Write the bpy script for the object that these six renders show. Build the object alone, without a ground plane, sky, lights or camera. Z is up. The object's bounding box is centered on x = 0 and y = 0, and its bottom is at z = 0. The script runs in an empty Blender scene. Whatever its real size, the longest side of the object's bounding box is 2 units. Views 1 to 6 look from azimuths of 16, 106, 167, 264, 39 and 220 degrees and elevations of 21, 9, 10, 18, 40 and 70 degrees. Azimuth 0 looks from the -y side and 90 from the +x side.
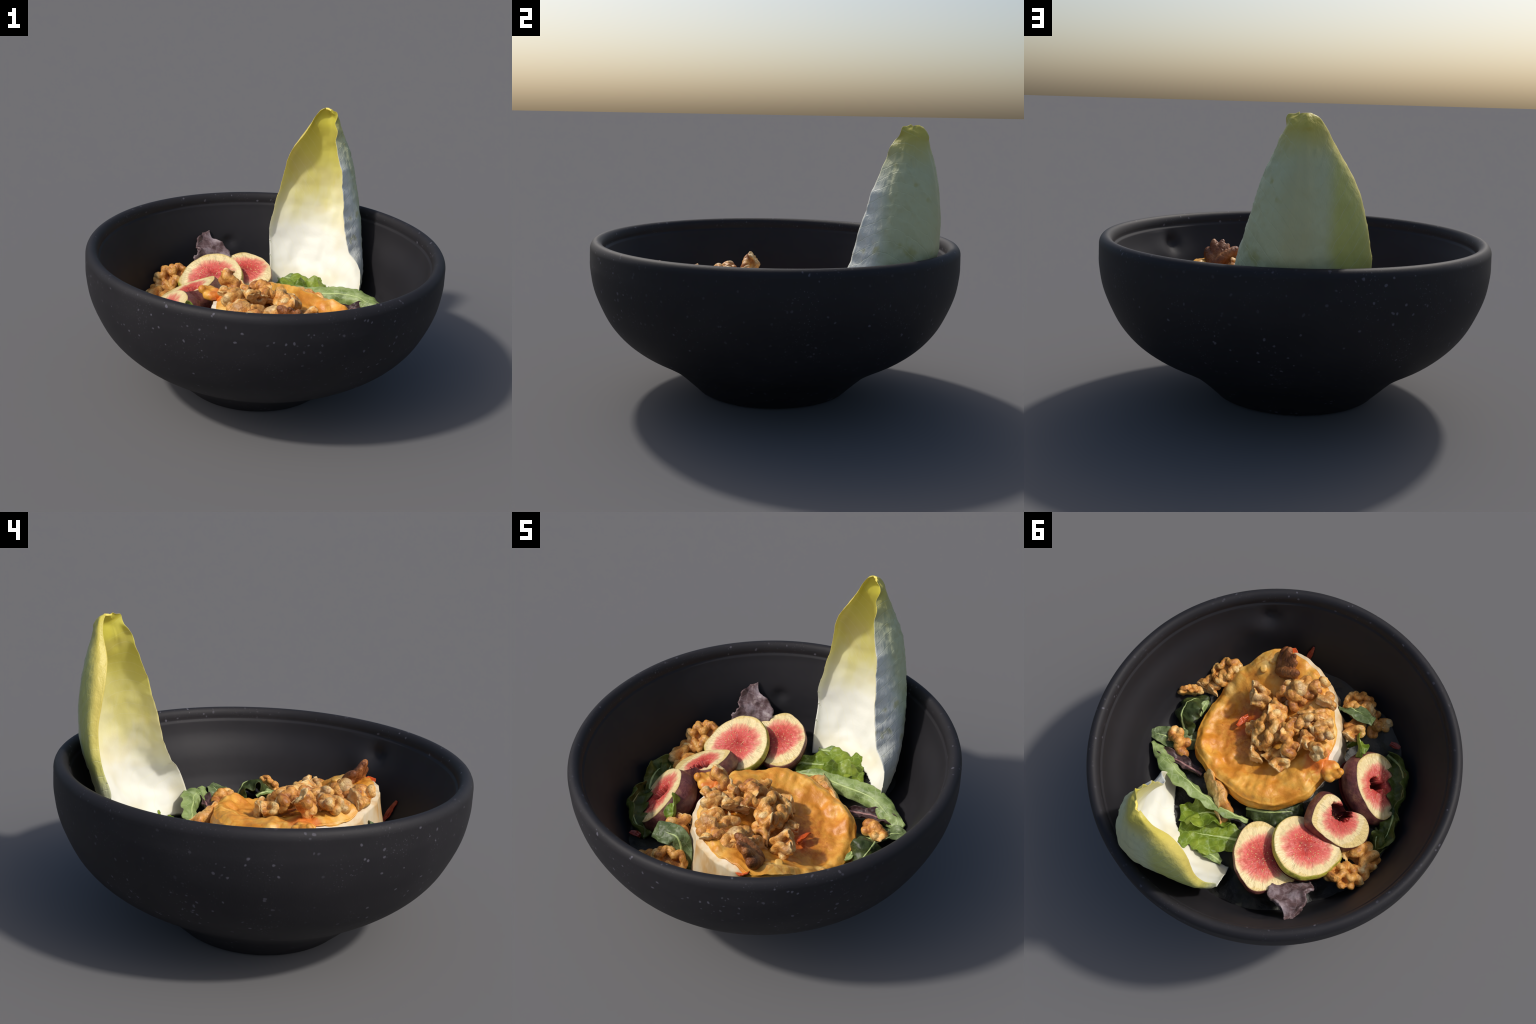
import bpy, bmesh, math
import numpy as np
from mathutils import Vector, Matrix, Euler

# ------------------------------------------------------------------ helpers
def _hash(i, j, k, seed):
    h = (i * 374761393 + j * 668265263 + k * 2147483647 + seed * 974634777) & 0xFFFFFFFF
    h = ((h ^ (h >> 13)) * 1274126177) & 0xFFFFFFFF
    return ((h ^ (h >> 16)) & 0xFFFF) / 32767.5 - 1.0

def vnoise(P, scale=1.0, seed=0):
    """smooth value noise in about -1..1 on an (...,3) array"""
    P = np.asarray(P, float) * scale + 100.0
    i = np.floor(P).astype(np.int64)
    f = P - i
    f = f * f * f * (f * (f * 6 - 15) + 10)
    out = 0
    for dx in (0, 1):
        for dy in (0, 1):
            for dz in (0, 1):
                w = (f[..., 0] if dx else 1 - f[..., 0]) * (f[..., 1] if dy else 1 - f[..., 1]) * (f[..., 2] if dz else 1 - f[..., 2])
                out = out + w * _hash(i[..., 0] + dx, i[..., 1] + dy, i[..., 2] + dz, seed)
    return out

def fbm(P, scale=1.0, seed=0, octaves=3):
    return sum(vnoise(P, scale * 2 ** o, seed + o) * 0.5 ** o for o in range(octaves))

def smooth(a, b, x):
    t = np.clip((np.asarray(x, float) - a) / (b - a), 0, 1)
    return t * t * (3 - 2 * t)

def catmull(ctrl, t):
    """Catmull-Rom through control rows, t in 0..1 (open)"""
    c = np.asarray(ctrl, float)
    if c.ndim == 1:
        c = c[:, None]
    n = len(c)
    p = np.concatenate([[2 * c[0] - c[1]], c, [2 * c[-1] - c[-2]]])
    x = np.clip(np.asarray(t, float), 0, 1) * (n - 1)
    i = np.minimum(np.floor(x).astype(int), n - 2)
    u = (x - i)[:, None]
    a, b, d, e = p[i], p[i + 1], p[i + 2], p[i + 3]
    return 0.5 * (2 * b + (d - a) * u + (2 * a - 5 * b + 4 * d - e) * u ** 2 + (3 * b - a - 3 * d + e) * u ** 3)

def periodic(ctrl, th):
    """smooth periodic radius through evenly spaced control values"""
    c = np.asarray(ctrl, float)
    n = len(c)
    x = (np.asarray(th) / (2 * math.pi) * n) % n
    i = np.floor(x).astype(int)
    u = x - i
    a, b, d, e = c[(i - 1) % n], c[i % n], c[(i + 1) % n], c[(i + 2) % n]
    return 0.5 * (2 * b + (d - a) * u + (2 * a - 5 * b + 4 * d - e) * u ** 2 + (3 * b - a - 3 * d + e) * u ** 3)

def grid_faces(n, m, wrap=False, base=0, flip=False):
    F = []
    for i in range(n - 1):
        for j in range(m if wrap else m - 1):
            k = (j + 1) % m
            q = (base + i * m + j, base + i * m + k, base + (i + 1) * m + k, base + (i + 1) * m + j)
            F.append(q[::-1] if flip else q)
    return F

def frame(n):
    n = np.asarray(n, float)
    n = n / np.linalg.norm(n)
    a = np.cross([0, 1, 0], n)
    a /= np.linalg.norm(a)
    return a, np.cross(n, a), n

def add(name, V, F, mats, ids=None, parent=None, origin=(0, 0, 0), rot=None, scale=None):
    me = bpy.data.meshes.new(name)
    me.from_pydata([tuple(v) for v in np.asarray(V, float)], [], F)
    for m in mats:
        me.materials.append(m)
    if ids is not None:
        me.polygons.foreach_set("material_index", np.asarray(ids, np.int32))
    me.polygons.foreach_set("use_smooth", np.ones(len(me.polygons), bool))
    me.update()
    return place(name, me, parent, origin, rot, scale)

def place(name, me, parent=None, origin=(0, 0, 0), rot=None, scale=None):
    ob = bpy.data.objects.new(name, me)
    bpy.context.scene.collection.objects.link(ob)
    ob.location = origin
    if rot is not None:
        ob.rotation_euler = rot
    if scale is not None:
        ob.scale = scale
    if parent is not None:
        ob.parent = parent
    return ob

def tag(ob, label, category):
    ob["label"] = label
    ob["category"] = category
    return ob

def empty(name, loc=(0, 0, 0)):
    return place(name, None, None, loc)

def grid_normals(T):
    du = np.gradient(T, axis=0)
    dv = np.gradient(T, axis=1)
    n = np.cross(du, dv)
    return n / (np.linalg.norm(n, axis=2, keepdims=True) + 1e-12)

def sheet(T, thick, N=None, B=None):
    """closed thin solid from a grid: faces tagged 0 = front, 1 = back, 2 = edge"""
    n, m, _ = T.shape
    if N is None:
        N = grid_normals(T)
    th = np.broadcast_to(thick, (n, m)).copy()
    if B is None:
        B = T - N * th[..., None]
    V = np.concatenate([T.reshape(-1, 3), B.reshape(-1, 3)])
    F = grid_faces(n, m)
    ids = [0] * len(F)
    Fb = grid_faces(n, m, base=n * m, flip=True)
    F += Fb
    ids += [1] * len(Fb)
    loop = [j for j in range(m)] + [i * m + m - 1 for i in range(1, n)] + [(n - 1) * m + j for j in range(m - 2, -1, -1)] + [i * m for i in range(n - 2, 0, -1)]
    for a, b in zip(loop, loop[1:] + loop[:1]):
        F.append((b, a, a + n * m, b + n * m))
        ids.append(2)
    return V, F, ids

# ------------------------------------------------------------------ node materials
class Nodes:
    def __init__(self, name):
        self.mat = bpy.data.materials.new(name)
        self.mat.use_nodes = True
        self.t = self.mat.node_tree
        self.t.nodes.clear()
        self.out = self.t.nodes.new("ShaderNodeOutputMaterial")
        self.co = self.t.nodes.new("ShaderNodeTexCoord").outputs["Object"]

    def put(self, sock, v):
        if hasattr(v, "is_linked"):
            self.t.links.new(v, sock)
        elif isinstance(v, (tuple, list)) and len(v) == 3 and sock.type == "RGBA":
            sock.default_value = (*v, 1)
        else:
            sock.default_value = v

    def node(self, kind, outs=0, props=None, **ins):
        n = self.t.nodes.new("ShaderNode" + kind)
        for k, v in (props or {}).items():
            setattr(n, k, v)
        for k, v in ins.items():
            self.put(n.inputs[k.replace("_", " ")], v)
        return n.outputs[outs]

    def math(self, op, a, b=0.0, c=None, clamp=False):
        n = self.t.nodes.new("ShaderNodeMath")
        n.operation, n.use_clamp = op, clamp
        self.put(n.inputs[0], a)
        self.put(n.inputs[1], b)
        if c is not None:
            self.put(n.inputs[2], c)
        return n.outputs[0]

    def noise(self, scale, detail=3, rough=0.55, vec=None, dist=0.0):
        return self.node("TexNoise", 0, Vector=vec or self.co, Scale=scale, Detail=detail, Roughness=rough, Distortion=dist)

    def voronoi(self, scale, vec=None, outs=0, feature="F1"):
        return self.node("TexVoronoi", outs, {"feature": feature}, Vector=vec or self.co, Scale=scale)

    def mapping(self, scale=(1, 1, 1), loc=(0, 0, 0), rot=(0, 0, 0), vec=None):
        return self.node("Mapping", 0, Vector=vec or self.co, Scale=scale, Location=loc, Rotation=rot)

    def ramp(self, fac, stops):
        n = self.t.nodes.new("ShaderNodeValToRGB")
        while len(n.color_ramp.elements) < len(stops):
            n.color_ramp.elements.new(1)
        for e, (p, c) in zip(n.color_ramp.elements, stops):
            e.position = p
            e.color = (*c, 1) if isinstance(c, tuple) else (c, c, c, 1)
        self.put(n.inputs[0], fac)
        return n.outputs[0]

    def step(self, a, b, x):
        n = self.t.nodes.new("ShaderNodeMapRange")
        n.interpolation_type = "SMOOTHSTEP"
        self.put(n.inputs["Value"], x)
        n.inputs["From Min"].default_value = a
        n.inputs["From Max"].default_value = b
        return n.outputs[0]

    def mix(self, f, a, b, mode="MIX"):
        n = self.t.nodes.new("ShaderNodeMix")
        n.data_type, n.blend_type = "RGBA", mode
        self.put(n.inputs[0], f)
        self.put(n.inputs[6], a)
        self.put(n.inputs[7], b)
        return n.outputs[2]

    def xyz(self, vec=None):
        n = self.t.nodes.new("ShaderNodeSeparateXYZ")
        self.put(n.inputs[0], vec or self.co)
        return n.outputs

    def near(self, p, vec=None):
        n = self.t.nodes.new("ShaderNodeVectorMath")
        n.operation = "DISTANCE"
        self.put(n.inputs[0], vec or self.co)
        n.inputs[1].default_value = p
        return n.outputs["Value"]

    def random(self):
        return self.node("ObjectInfo", "Random")

    def finish(self, color, rough=0.5, bump=None, strength=0.2, dist=0.01, spec=0.5, translucent=0.0, **extra):
        b = self.t.nodes.new("ShaderNodeBsdfPrincipled")
        self.put(b.inputs["Base Color"], color)
        self.put(b.inputs["Roughness"], rough)
        b.inputs["Specular IOR Level"].default_value = spec
        for k, v in extra.items():
            self.put(b.inputs[k.replace("_", " ")], v)
        if bump is not None:
            self.put(b.inputs["Normal"], self.node("Bump", 0, Height=bump, Strength=strength, Distance=dist))
        s = b.outputs[0]
        if translucent:
            tr = self.node("BsdfTranslucent", 0, Color=color)
            s = self.node("MixShader", 0, Fac=translucent)
            mx = s.node
            self.t.links.new(b.outputs[0], mx.inputs[1])
            self.t.links.new(tr, mx.inputs[2])
        self.t.links.new(s, self.out.inputs[0])
        return self.mat

def mat_ceramic(speckled):
    n = Nodes("black_speckled_stoneware" if speckled else "black_stoneware_glaze")
    base = n.ramp(n.noise(3.0, 4), [(0.3, (0.0145, 0.0138, 0.0165)), (0.7, (0.0200, 0.0188, 0.0218))])
    if not speckled:
        return n.finish(base, 0.6, n.noise(60, 2), 0.05, 0.004, 0.25)
    warp = n.node("VectorMath", 0, {"operation": "ADD"})
    vm = warp.node
    n.put(vm.inputs[0], n.co)
    sc = n.node("VectorMath", 0, {"operation": "SCALE"})
    n.put(sc.node.inputs[0], n.node("TexNoise", 1, Vector=n.co, Scale=30.0, Detail=1.0))
    sc.node.inputs["Scale"].default_value = 0.02
    n.put(vm.inputs[1], sc)
    d = n.voronoi(26.0, vec=warp)
    size = n.math("MULTIPLY", n.step(0.32, 0.62, n.noise(13.0, 1)), 0.24)
    speck = n.math("MULTIPLY", n.step(0.0, 0.12, n.math("SUBTRACT", size, d)), 1.0)
    patch = n.step(0.40, 0.62, n.noise(2.6, 2, vec=n.mapping((1, 1, 1), (3.1, 0.4, 1.7))))
    d2 = n.voronoi(70.0, vec=warp)
    fine = n.math("MULTIPLY", n.step(0.0, 0.15, n.math("SUBTRACT", 0.26, d2)), n.step(0.46, 0.62, n.noise(6.0, 2)))
    pale = n.math("MULTIPLY", n.math("MAXIMUM", speck, n.math("MULTIPLY", fine, 0.5)), n.math("MULTIPLY_ADD", patch, 0.75, 0.25))
    col = n.mix(n.math("MULTIPLY", pale, 0.68), base, (0.13, 0.125, 0.155))
    return n.finish(col, 0.6, n.noise(120, 2), 0.08, 0.004, 0.25)

# ------------------------------------------------------------------ bowl
CERAMIC, GLAZE = mat_ceramic(True), mat_ceramic(False)

def build_bowl():
    root = tag(empty("ceramic_bowl"), "black speckled stoneware bowl on a narrow foot", "bowl")
    zt, hw = 0.850, 0.034
    outer = [(0.372, 0.0), (0.411, 0.007), (0.437, 0.03), (0.480, 0.07), (0.523, 0.11), (0.571, 0.15), (0.648, 0.20), (0.748, 0.26),
             (0.833, 0.33), (0.899, 0.41), (0.946, 0.50), (0.983, 0.60), (0.999, 0.70), (1.0, 0.755), (0.999, 0.795)]
    po = catmull(outer, np.linspace(0, 1, 79))
    po = np.concatenate([[(0.0, 0.014), (0.2, 0.013), (0.30, 0.011), (0.335, 0.003)], po])
    a = np.linspace(0.10, math.pi - 0.02, 16)
    rim = np.stack([0.965 + hw * np.cos(a), zt - 0.045 + 0.045 * np.sin(a)], 1)
    lip = [(0.931, 0.805), (0.931, 0.793), (0.929, 0.787)]
    inner = [(0.922, 0.782), (0.910, 0.745), (0.888, 0.690), (0.858, 0.62), (0.832, 0.55), (0.806, 0.47), (0.778, 0.40), (0.73, 0.33), (0.60, 0.275), (0.40, 0.245), (0.20, 0.232), (0.0, 0.23)]
    pi_ = catmull(inner, np.linspace(0, 1, 60))
    prof = np.concatenate([po, rim, lip, pi_])
    nfoot, nbody, nrim = 4 + 15, 4 + 79, 4 + 79 + 16 + 2
    M = 256
    th = np.arange(M) * 2 * math.pi / M
    V = np.stack([prof[:, None, 0] * np.cos(th), prof[:, None, 0] * np.sin(th), np.repeat(prof[:, 1:2], M, 1)], -1)
    # the foot was turned a little off centre
    off = smooth(0.34, 0.05, prof[:, 1])[:, None] * (np.arange(len(prof)) < nbody)[:, None]
    V[..., 0] -= 0.028 * off
    V[..., 1] -= 0.014 * off
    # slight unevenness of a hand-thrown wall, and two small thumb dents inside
    wob = 0.002 * vnoise(V * np.array([1, 1, 0.5]), 3.0, 5)
    V[..., 0] += wob * np.cos(th) * (prof[:, None, 0] > 0.05)
    V[..., 1] += wob * np.sin(th) * (prof[:, None, 0] > 0.05)
    ins = (np.arange(len(prof)) > nrim + 2)[:, None]
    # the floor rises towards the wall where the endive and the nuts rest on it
    ph = np.angle(np.exp(1j * th))[None, :]
    lift = 0.060 * smooth(-0.75, -0.3, ph) * smooth(1.02, 0.80, ph)
    V[..., 2] += ins * lift * smooth(0.48, 0.70, prof[:, 0])[:, None] * smooth(0.905, 0.80, prof[:, 0])[:, None]
    V[..., 0] += ins * 0.006 * smooth(0.25, 0.45, prof[:, 1])[:, None] * smooth(0.785, 0.70, prof[:, 1])[:, None]
    for c, r, dep in (((0.565, -0.684, 0.69), 0.05, 0.03), ((0.60, -0.60, 0.66), 0.09, -0.02), ((-0.423, 0.68, 0.56), 0.04, 0.03)):
        d = np.linalg.norm(V - np.array(c), axis=2)
        g = np.exp(-(d / r) ** 2) * dep * ins
        V[..., 0] += g * np.cos(th)
        V[..., 1] += g * np.sin(th)
    N = np.zeros_like(V)
    dv = np.roll(V, -1, 1) - np.roll(V, 1, 1)
    N = np.cross(dv, np.gradient(V, axis=0))
    N[0] = (0, 0, -1)
    N[-1] = (0, 0, 1)
    N /= np.linalg.norm(N, axis=2, keepdims=True) + 1e-12
    cuts = [("foot", 0, nfoot), ("bowl_wall", nfoot, nbody), ("rim", nbody, nrim), ("bowl_interior", nrim, len(prof) - 1)]
    for name, i0, i1 in cuts:
        v = V[i0:i1 + 1].reshape(-1, 3)
        ob = add(name, v, grid_faces(i1 - i0 + 1, M, True), [GLAZE if name == "bowl_interior" else CERAMIC], parent=root)
        ob.data.normals_split_custom_set_from_vertices([tuple(x) for x in N[i0:i1 + 1].reshape(-1, 3)])

build_bowl()

# ------------------------------------------------------------------ endive leaf
def mat_endive(side):
    n = Nodes("endive_" + side)
    x, y, z = n.xyz()
    wob = n.math("MULTIPLY", n.math("SUBTRACT", n.noise(5.0, 3), 0.5), 0.30)
    h = n.math("ADD", z, wob)
    rib = n.math("ABSOLUTE", n.math("SUBTRACT", x, 0.15))
    # veins run up and away from the midrib
    v = n.math("SUBTRACT", z, n.math("MULTIPLY", rib, 1.5))
    vein = n.math("ABSOLUTE", n.math("SINE", n.math("MULTIPLY", n.math("ADD", v, n.math("MULTIPLY", wob, 0.30)), 40.0)))
    vein = n.math("SUBTRACT", 1.0, n.step(0.0, 0.16, vein))
    vein = n.math("MULTIPLY", vein, n.step(0.03, 0.10, rib))
    if side == "inside":
        h = n.math("ADD", n.math("MULTIPLY", h, 0.8), -0.1)
        col = n.ramp(h, [(0.42, (0.85, 0.85, 0.77)), (0.53, (0.84, 0.82, 0.60)), (0.67, (0.83, 0.79, 0.40)), (0.80, (0.78, 0.73, 0.20)), (1.0, (0.70, 0.64, 0.09))])
        tan = n.math('MULTIPLY', n.step(0.5, 0.7, n.noise(4.0, 2, vec=n.mapping((1, 1, 1), (2, 1, 5)))), 0.35)
        col = n.mix(tan, col, (0.66, 0.55, 0.24))
        streak = n.math('MULTIPLY', n.step(0.48, 0.66, n.noise(1.0, 3, 0.6, vec=n.mapping((9, 9, 3.0)))), n.step(0.62, 0.95, z))
        col = n.mix(n.math('MULTIPLY', streak, 0.45), col, (0.76, 0.70, 0.15))
        leftg = n.math("MULTIPLY", n.step(0.22, 0.05, x), n.step(0.75, 1.0, z))
        col = n.mix(n.math("MULTIPLY", vein, 0.25), col, (0.86, 0.83, 0.55))
        return n.finish(col, 0.45, n.noise(30, 3), 0.12, 0.01, 0.4, 0.12)
    if side == "edge":
        col = n.mix(n.step(0.62, 0.95, z), (0.86, 0.85, 0.68), (0.85, 0.68, 0.14))
        return n.finish(col, 0.45)
    yel = n.math("MULTIPLY", n.step(0.20, -0.08, x), n.step(0.55, 0.95, z))
    col = n.mix(n.step(0.3, 0.75, n.math("ADD", yel, wob)), (0.60, 0.62, 0.37), (0.56, 0.57, 0.17))
    band = n.math("MULTIPLY", n.step(0.855, 0.79, y), n.step(0.16, 0.02, x))
    band = n.math("MULTIPLY", band, n.step(0.72, 1.05, n.math("ADD", z, wob)))
    col = n.mix(n.math("MULTIPLY", band, 0.6), col, (0.78, 0.58, 0.12))
    white = n.math("MULTIPLY", n.step(0.70, 0.57, y), n.step(0.22, 0.30, x))
    col = n.mix(white, col, (0.80, 0.81, 0.74))
    col = n.mix(n.math("MULTIPLY", n.step(1.25, 1.46, n.math("ADD", z, n.math("MULTIPLY", wob, 0.3))), 0.9), col, (0.64, 0.54, 0.07))
    blot = n.math("MULTIPLY", n.step(0.58, 0.72, n.noise(11.0, 2)), n.step(0.2, 0.3, x))
    col = n.mix(n.math("MULTIPLY", blot, 0.6), col, (0.48, 0.46, 0.15))
    col = n.mix(n.math("MULTIPLY", n.math("MULTIPLY", vein, n.math("SUBTRACT", 1.0, band)), 0.4), col, (0.72, 0.76, 0.50))
    mid = n.math("MULTIPLY", n.step(0.10, 0.03, n.math("ABSOLUTE", n.math("SUBTRACT", x, 0.21))), n.step(0.83, 0.88, y))
    col = n.mix(n.math("MULTIPLY", mid, 0.6), col, (0.56, 0.54, 0.29))
    low = n.step(0.75, 0.5, z)
    col = n.mix(n.math("MULTIPLY", low, 0.6), col, (0.72, 0.76, 0.62))
    bump = n.math("SUBTRACT", n.noise(34, 3, 0.6, vec=n.mapping((1, 1, 0.55))), n.math("MULTIPLY", n.math("MULTIPLY", vein, n.math("SUBTRACT", 1.0, band)), 0.2))
    return n.finish(col, 0.45, bump, 0.4, 0.012, 0.4, 0.1)

def build_endive():
    # sections at rising heights: left edge, left wing, back, right bulge, right edge (x, y)
    lev = [0.36, 0.42, 0.50, 0.60, 0.70, 0.80, 0.90, 1.00, 1.10, 1.20, 1.30, 1.40, 1.440, 1.466, 1.480]
    L = [(-0.10, 0.56), (-0.120, 0.60), (-0.138, 0.646), (-0.166, 0.716), (-0.169, 0.722), (-0.157, 0.758), (-0.141, 0.778), (-0.120, 0.783), (-0.097, 0.769), (-0.057, 0.755), (0.006, 0.752), (0.056, 0.775), (0.080, 0.777), (0.102, 0.774), (0.128, 0.768)]
    LW = [(-0.07, 0.57), (-0.09, 0.62), (-0.106, 0.69), (-0.135, 0.745), (-0.146, 0.775), (-0.142, 0.806), (-0.134, 0.826), (-0.114, 0.834), (-0.092, 0.825), (-0.054, 0.812), (-0.002, 0.803), (0.056, 0.805), (0.082, 0.802), (0.104, 0.795), (0.131, 0.778)]
    LM = [(0.06, 0.59), (0.035, 0.66), (0.01, 0.740), (0.005, 0.790), (0.004, 0.825), (0.0, 0.853), (-0.006, 0.868), (0.003, 0.878), (0.014, 0.874), (0.036, 0.863), (0.062, 0.848), (0.103, 0.829), (0.120, 0.818), (0.132, 0.803), (0.143, 0.780)]
    B = [(0.21, 0.61), (0.22, 0.69), (0.225, 0.745), (0.225, 0.800), (0.225, 0.845), (0.228, 0.886), (0.232, 0.906), (0.230, 0.910), (0.224, 0.900), (0.210, 0.882), (0.187, 0.860), (0.165, 0.831), (0.160, 0.816), (0.158, 0.800), (0.154, 0.778)]
    BR = [(0.35, 0.53), (0.375, 0.60), (0.392, 0.65), (0.392, 0.71), (0.380, 0.755), (0.370, 0.785), (0.357, 0.803), (0.338, 0.820), (0.316, 0.822), (0.286, 0.820), (0.246, 0.812), (0.205, 0.798), (0.192, 0.782), (0.180, 0.770), (0.162, 0.766)]
    RB = [(0.44, 0.40), (0.465, 0.46), (0.480, 0.51), (0.468, 0.57), (0.444, 0.62), (0.426, 0.645), (0.405, 0.665), (0.382, 0.690), (0.354, 0.703), (0.322, 0.712), (0.285, 0.720), (0.242, 0.732), (0.222, 0.736), (0.206, 0.745), (0.178, 0.755)]
    R = [(0.46, 0.31), (0.487, 0.345), (0.492, 0.368), (0.479, 0.404), (0.402, 0.450), (0.357, 0.490), (0.344, 0.508), (0.326, 0.534), (0.303, 0.563), (0.268, 0.595), (0.243, 0.624), (0.232, 0.662), (0.222, 0.685), (0.206, 0.708), (0.172, 0.740)]
    nz, nu = 150, 96
    t = np.linspace(0, 1, nz)
    cols = [catmull(np.array(c), t) for c in (L, LW, LM, B, BR, RB, R)]
    z = catmull(np.array(lev), t)[:, 0]
    T = np.zeros((nz, nu, 3))
    u = np.linspace(0, 1, nu)
    for i in range(nz):
        q = catmull(np.array([c[i] for c in cols]), np.linspace(0, 1, 400))
        a = np.concatenate([[0], np.cumsum(np.linalg.norm(np.diff(q, axis=0), axis=1))])
        a /= a[-1]
        T[i, :, 0] = np.interp(u, a, q[:, 0])
        T[i, :, 1] = np.interp(u, a, q[:, 1])
        T[i, :, 2] = z[i]
    # hem of the base is lower at the front than at the back; ragged upper margin
    N = grid_normals(T)
    if N[60, 48, 1] > 0:
        sgn = -1
    else:
        sgn = 1
    edge = np.minimum(u, 1 - u)[None, :]
    rip = 0.010 * (np.sin(z * 46 + 2 * np.sin(z * 13)) * (0.5 + 0.5 * np.sin(z * 17 + 1)) + vnoise(np.stack([z * 22, z * 0, z * 0], -1), 1, 31))[:, None] * np.exp(-((1 - u) / 0.10) ** 2)[None, :] * smooth(0.55, 0.75, z)[:, None]
    rip = rip + 0.004 * vnoise(np.stack([z * 14, z * 0, z * 0], -1), 1, 3)[:, None] * np.exp(-(u / 0.10) ** 2)[None, :]
    bub = 0.0025 * fbm(T, 17, 11, 3) * smooth(0.02, 0.2, edge) + 0.005 * vnoise(T, 5, 4)
    rough = smooth(0.56, 0.68, u)[None, :] * smooth(0.95, 0.84, u)[None, :] * (smooth(0.7, 1.1, z) * smooth(1.42, 1.34, z))[:, None]
    bub = bub + 0.010 * np.abs(fbm(T * np.array([1, 1, 0.6]), 30, 17, 2)) * rough
    veins = np.sin((T[..., 2] - 1.5 * np.abs(u - 0.5)[None, :] * 0.6) * 42)
    bub = bub - 0.0024 * np.exp(-(veins / 0.22) ** 2) * smooth(1.42, 1.3, z)[:, None] * smooth(0.05, 0.12, np.abs(u - 0.47))[None, :]
    bub = bub + 0.0020 * np.sin(u * 70)[None, :] * np.exp(-((u - 0.47) / 0.12) ** 2)[None, :] * smooth(1.42, 1.25, z)[:, None]
    rib = 0.008 * np.exp(-((u - 0.47) / 0.05) ** 2)[None, :] * smooth(1.35, 1.0, z)[:, None]
    T = T + (N * sgn) * (rip + bub)[..., None]
    # the thin tip folds over backwards
    fold = smooth(1.40, 1.43, T[..., 2]) * smooth(1.475, 1.44, T[..., 2])
    T[..., 1] += 0.010 * fold * smooth(0.2, 0.45, u)[None, :]
    T[..., 2] += 0.006 * vnoise(np.stack([T[..., 0] * 20, T[..., 1] * 26, T[..., 0] * 0], -1), 1, 8) * smooth(1.42, 1.475, T[..., 2])
    if sgn < 0:
        T = T[:, ::-1].copy()
        rib = rib[:, ::-1]
        edge = edge[:, ::-1]
    thick = (0.030 + 0.006 * smooth(1.0, 0.45, z)[:, None]) * (0.16 + 0.84 * smooth(0.0, 0.24, edge)) + rib
    thick = thick * (1 - 0.62 * smooth(0.16, 0.02, T[..., 0]) * smooth(0.90, 0.68, z)[:, None])
    thick = thick * (1 - 0.6 * smooth(1.36, 1.46, z)[:, None])
    skin = T.copy()
    for _ in range(14):                                   # normals of a smoothed copy keep the inner face clean
        skin[1:-1, 1:-1] = (skin[:-2, 1:-1] + skin[2:, 1:-1] + skin[1:-1, :-2] + skin[1:-1, 2:]) / 4
    outer = T.copy()
    w = smooth(0.0, 0.10, edge)[..., None]
    T = T * (1 - w) + skin * w
    T = T + grid_normals(skin) * (0.006 * fbm(skin, 9, 71, 2) * w[..., 0] * smooth(1.44, 1.3, z)[:, None])[..., None]
    T = T + grid_normals(skin) * (thick * (0.3 + 0.7 * smooth(0.0, 0.16, edge)))[..., None]     # sections above are the outer skin
    V, F, ids = sheet(T, thick, None, outer)
    root = tag(empty("endive_leaf", (0.18, 0.5, 0.4)), "tall curled white endive leaf with yellow tip", "chicory leaf")
    o = np.array((0.18, 0.5, 0.4))
    ob = add("leaf_blade", V, F, [mat_endive("inside"), mat_endive("outside"), mat_endive("edge")], ids)
    ob.parent = root
    ob.matrix_parent_inverse = Matrix.Translation(-Vector(o))
    return root

build_endive()

def blob_mesh(balls, voxel, name):
    """union of ellipsoids (centre, radii, euler), fused by remeshing"""
    bm = bmesh.new()
    for c, r, e in balls:
        mat = Matrix.Translation(c) @ Euler(e).to_matrix().to_4x4() @ Matrix.Diagonal((*r, 1))
        bmesh.ops.create_icosphere(bm, subdivisions=3, radius=1, matrix=mat)
    me = bpy.data.meshes.new(name)
    bm.to_mesh(me)
    bm.free()
    ob = bpy.data.objects.new(name, me)
    bpy.context.scene.collection.objects.link(ob)
    md = ob.modifiers.new("remesh", "REMESH")
    md.mode, md.voxel_size = "VOXEL", voxel
    sm = ob.modifiers.new("smooth", "SMOOTH")
    sm.factor, sm.iterations = 0.5, 3
    dg = bpy.context.evaluated_depsgraph_get()
    dg.update()
    out = bpy.data.meshes.new_from_object(ob.evaluated_get(dg))
    bpy.data.objects.remove(ob)
    bpy.data.meshes.remove(me)
    out.name = name
    return out

def displace(me, fn):
    n = len(me.vertices)
    P = np.empty(n * 3)
    me.vertices.foreach_get("co", P)
    N = np.empty(n * 3)
    me.vertices.foreach_get("normal", N)
    P, N = P.reshape(-1, 3), N.reshape(-1, 3)
    P = P + N * fn(P)[:, None]
    me.vertices.foreach_set("co", P.ravel())
    me.polygons.foreach_set("use_smooth", np.ones(len(me.polygons), bool))
    me.update()

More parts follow.
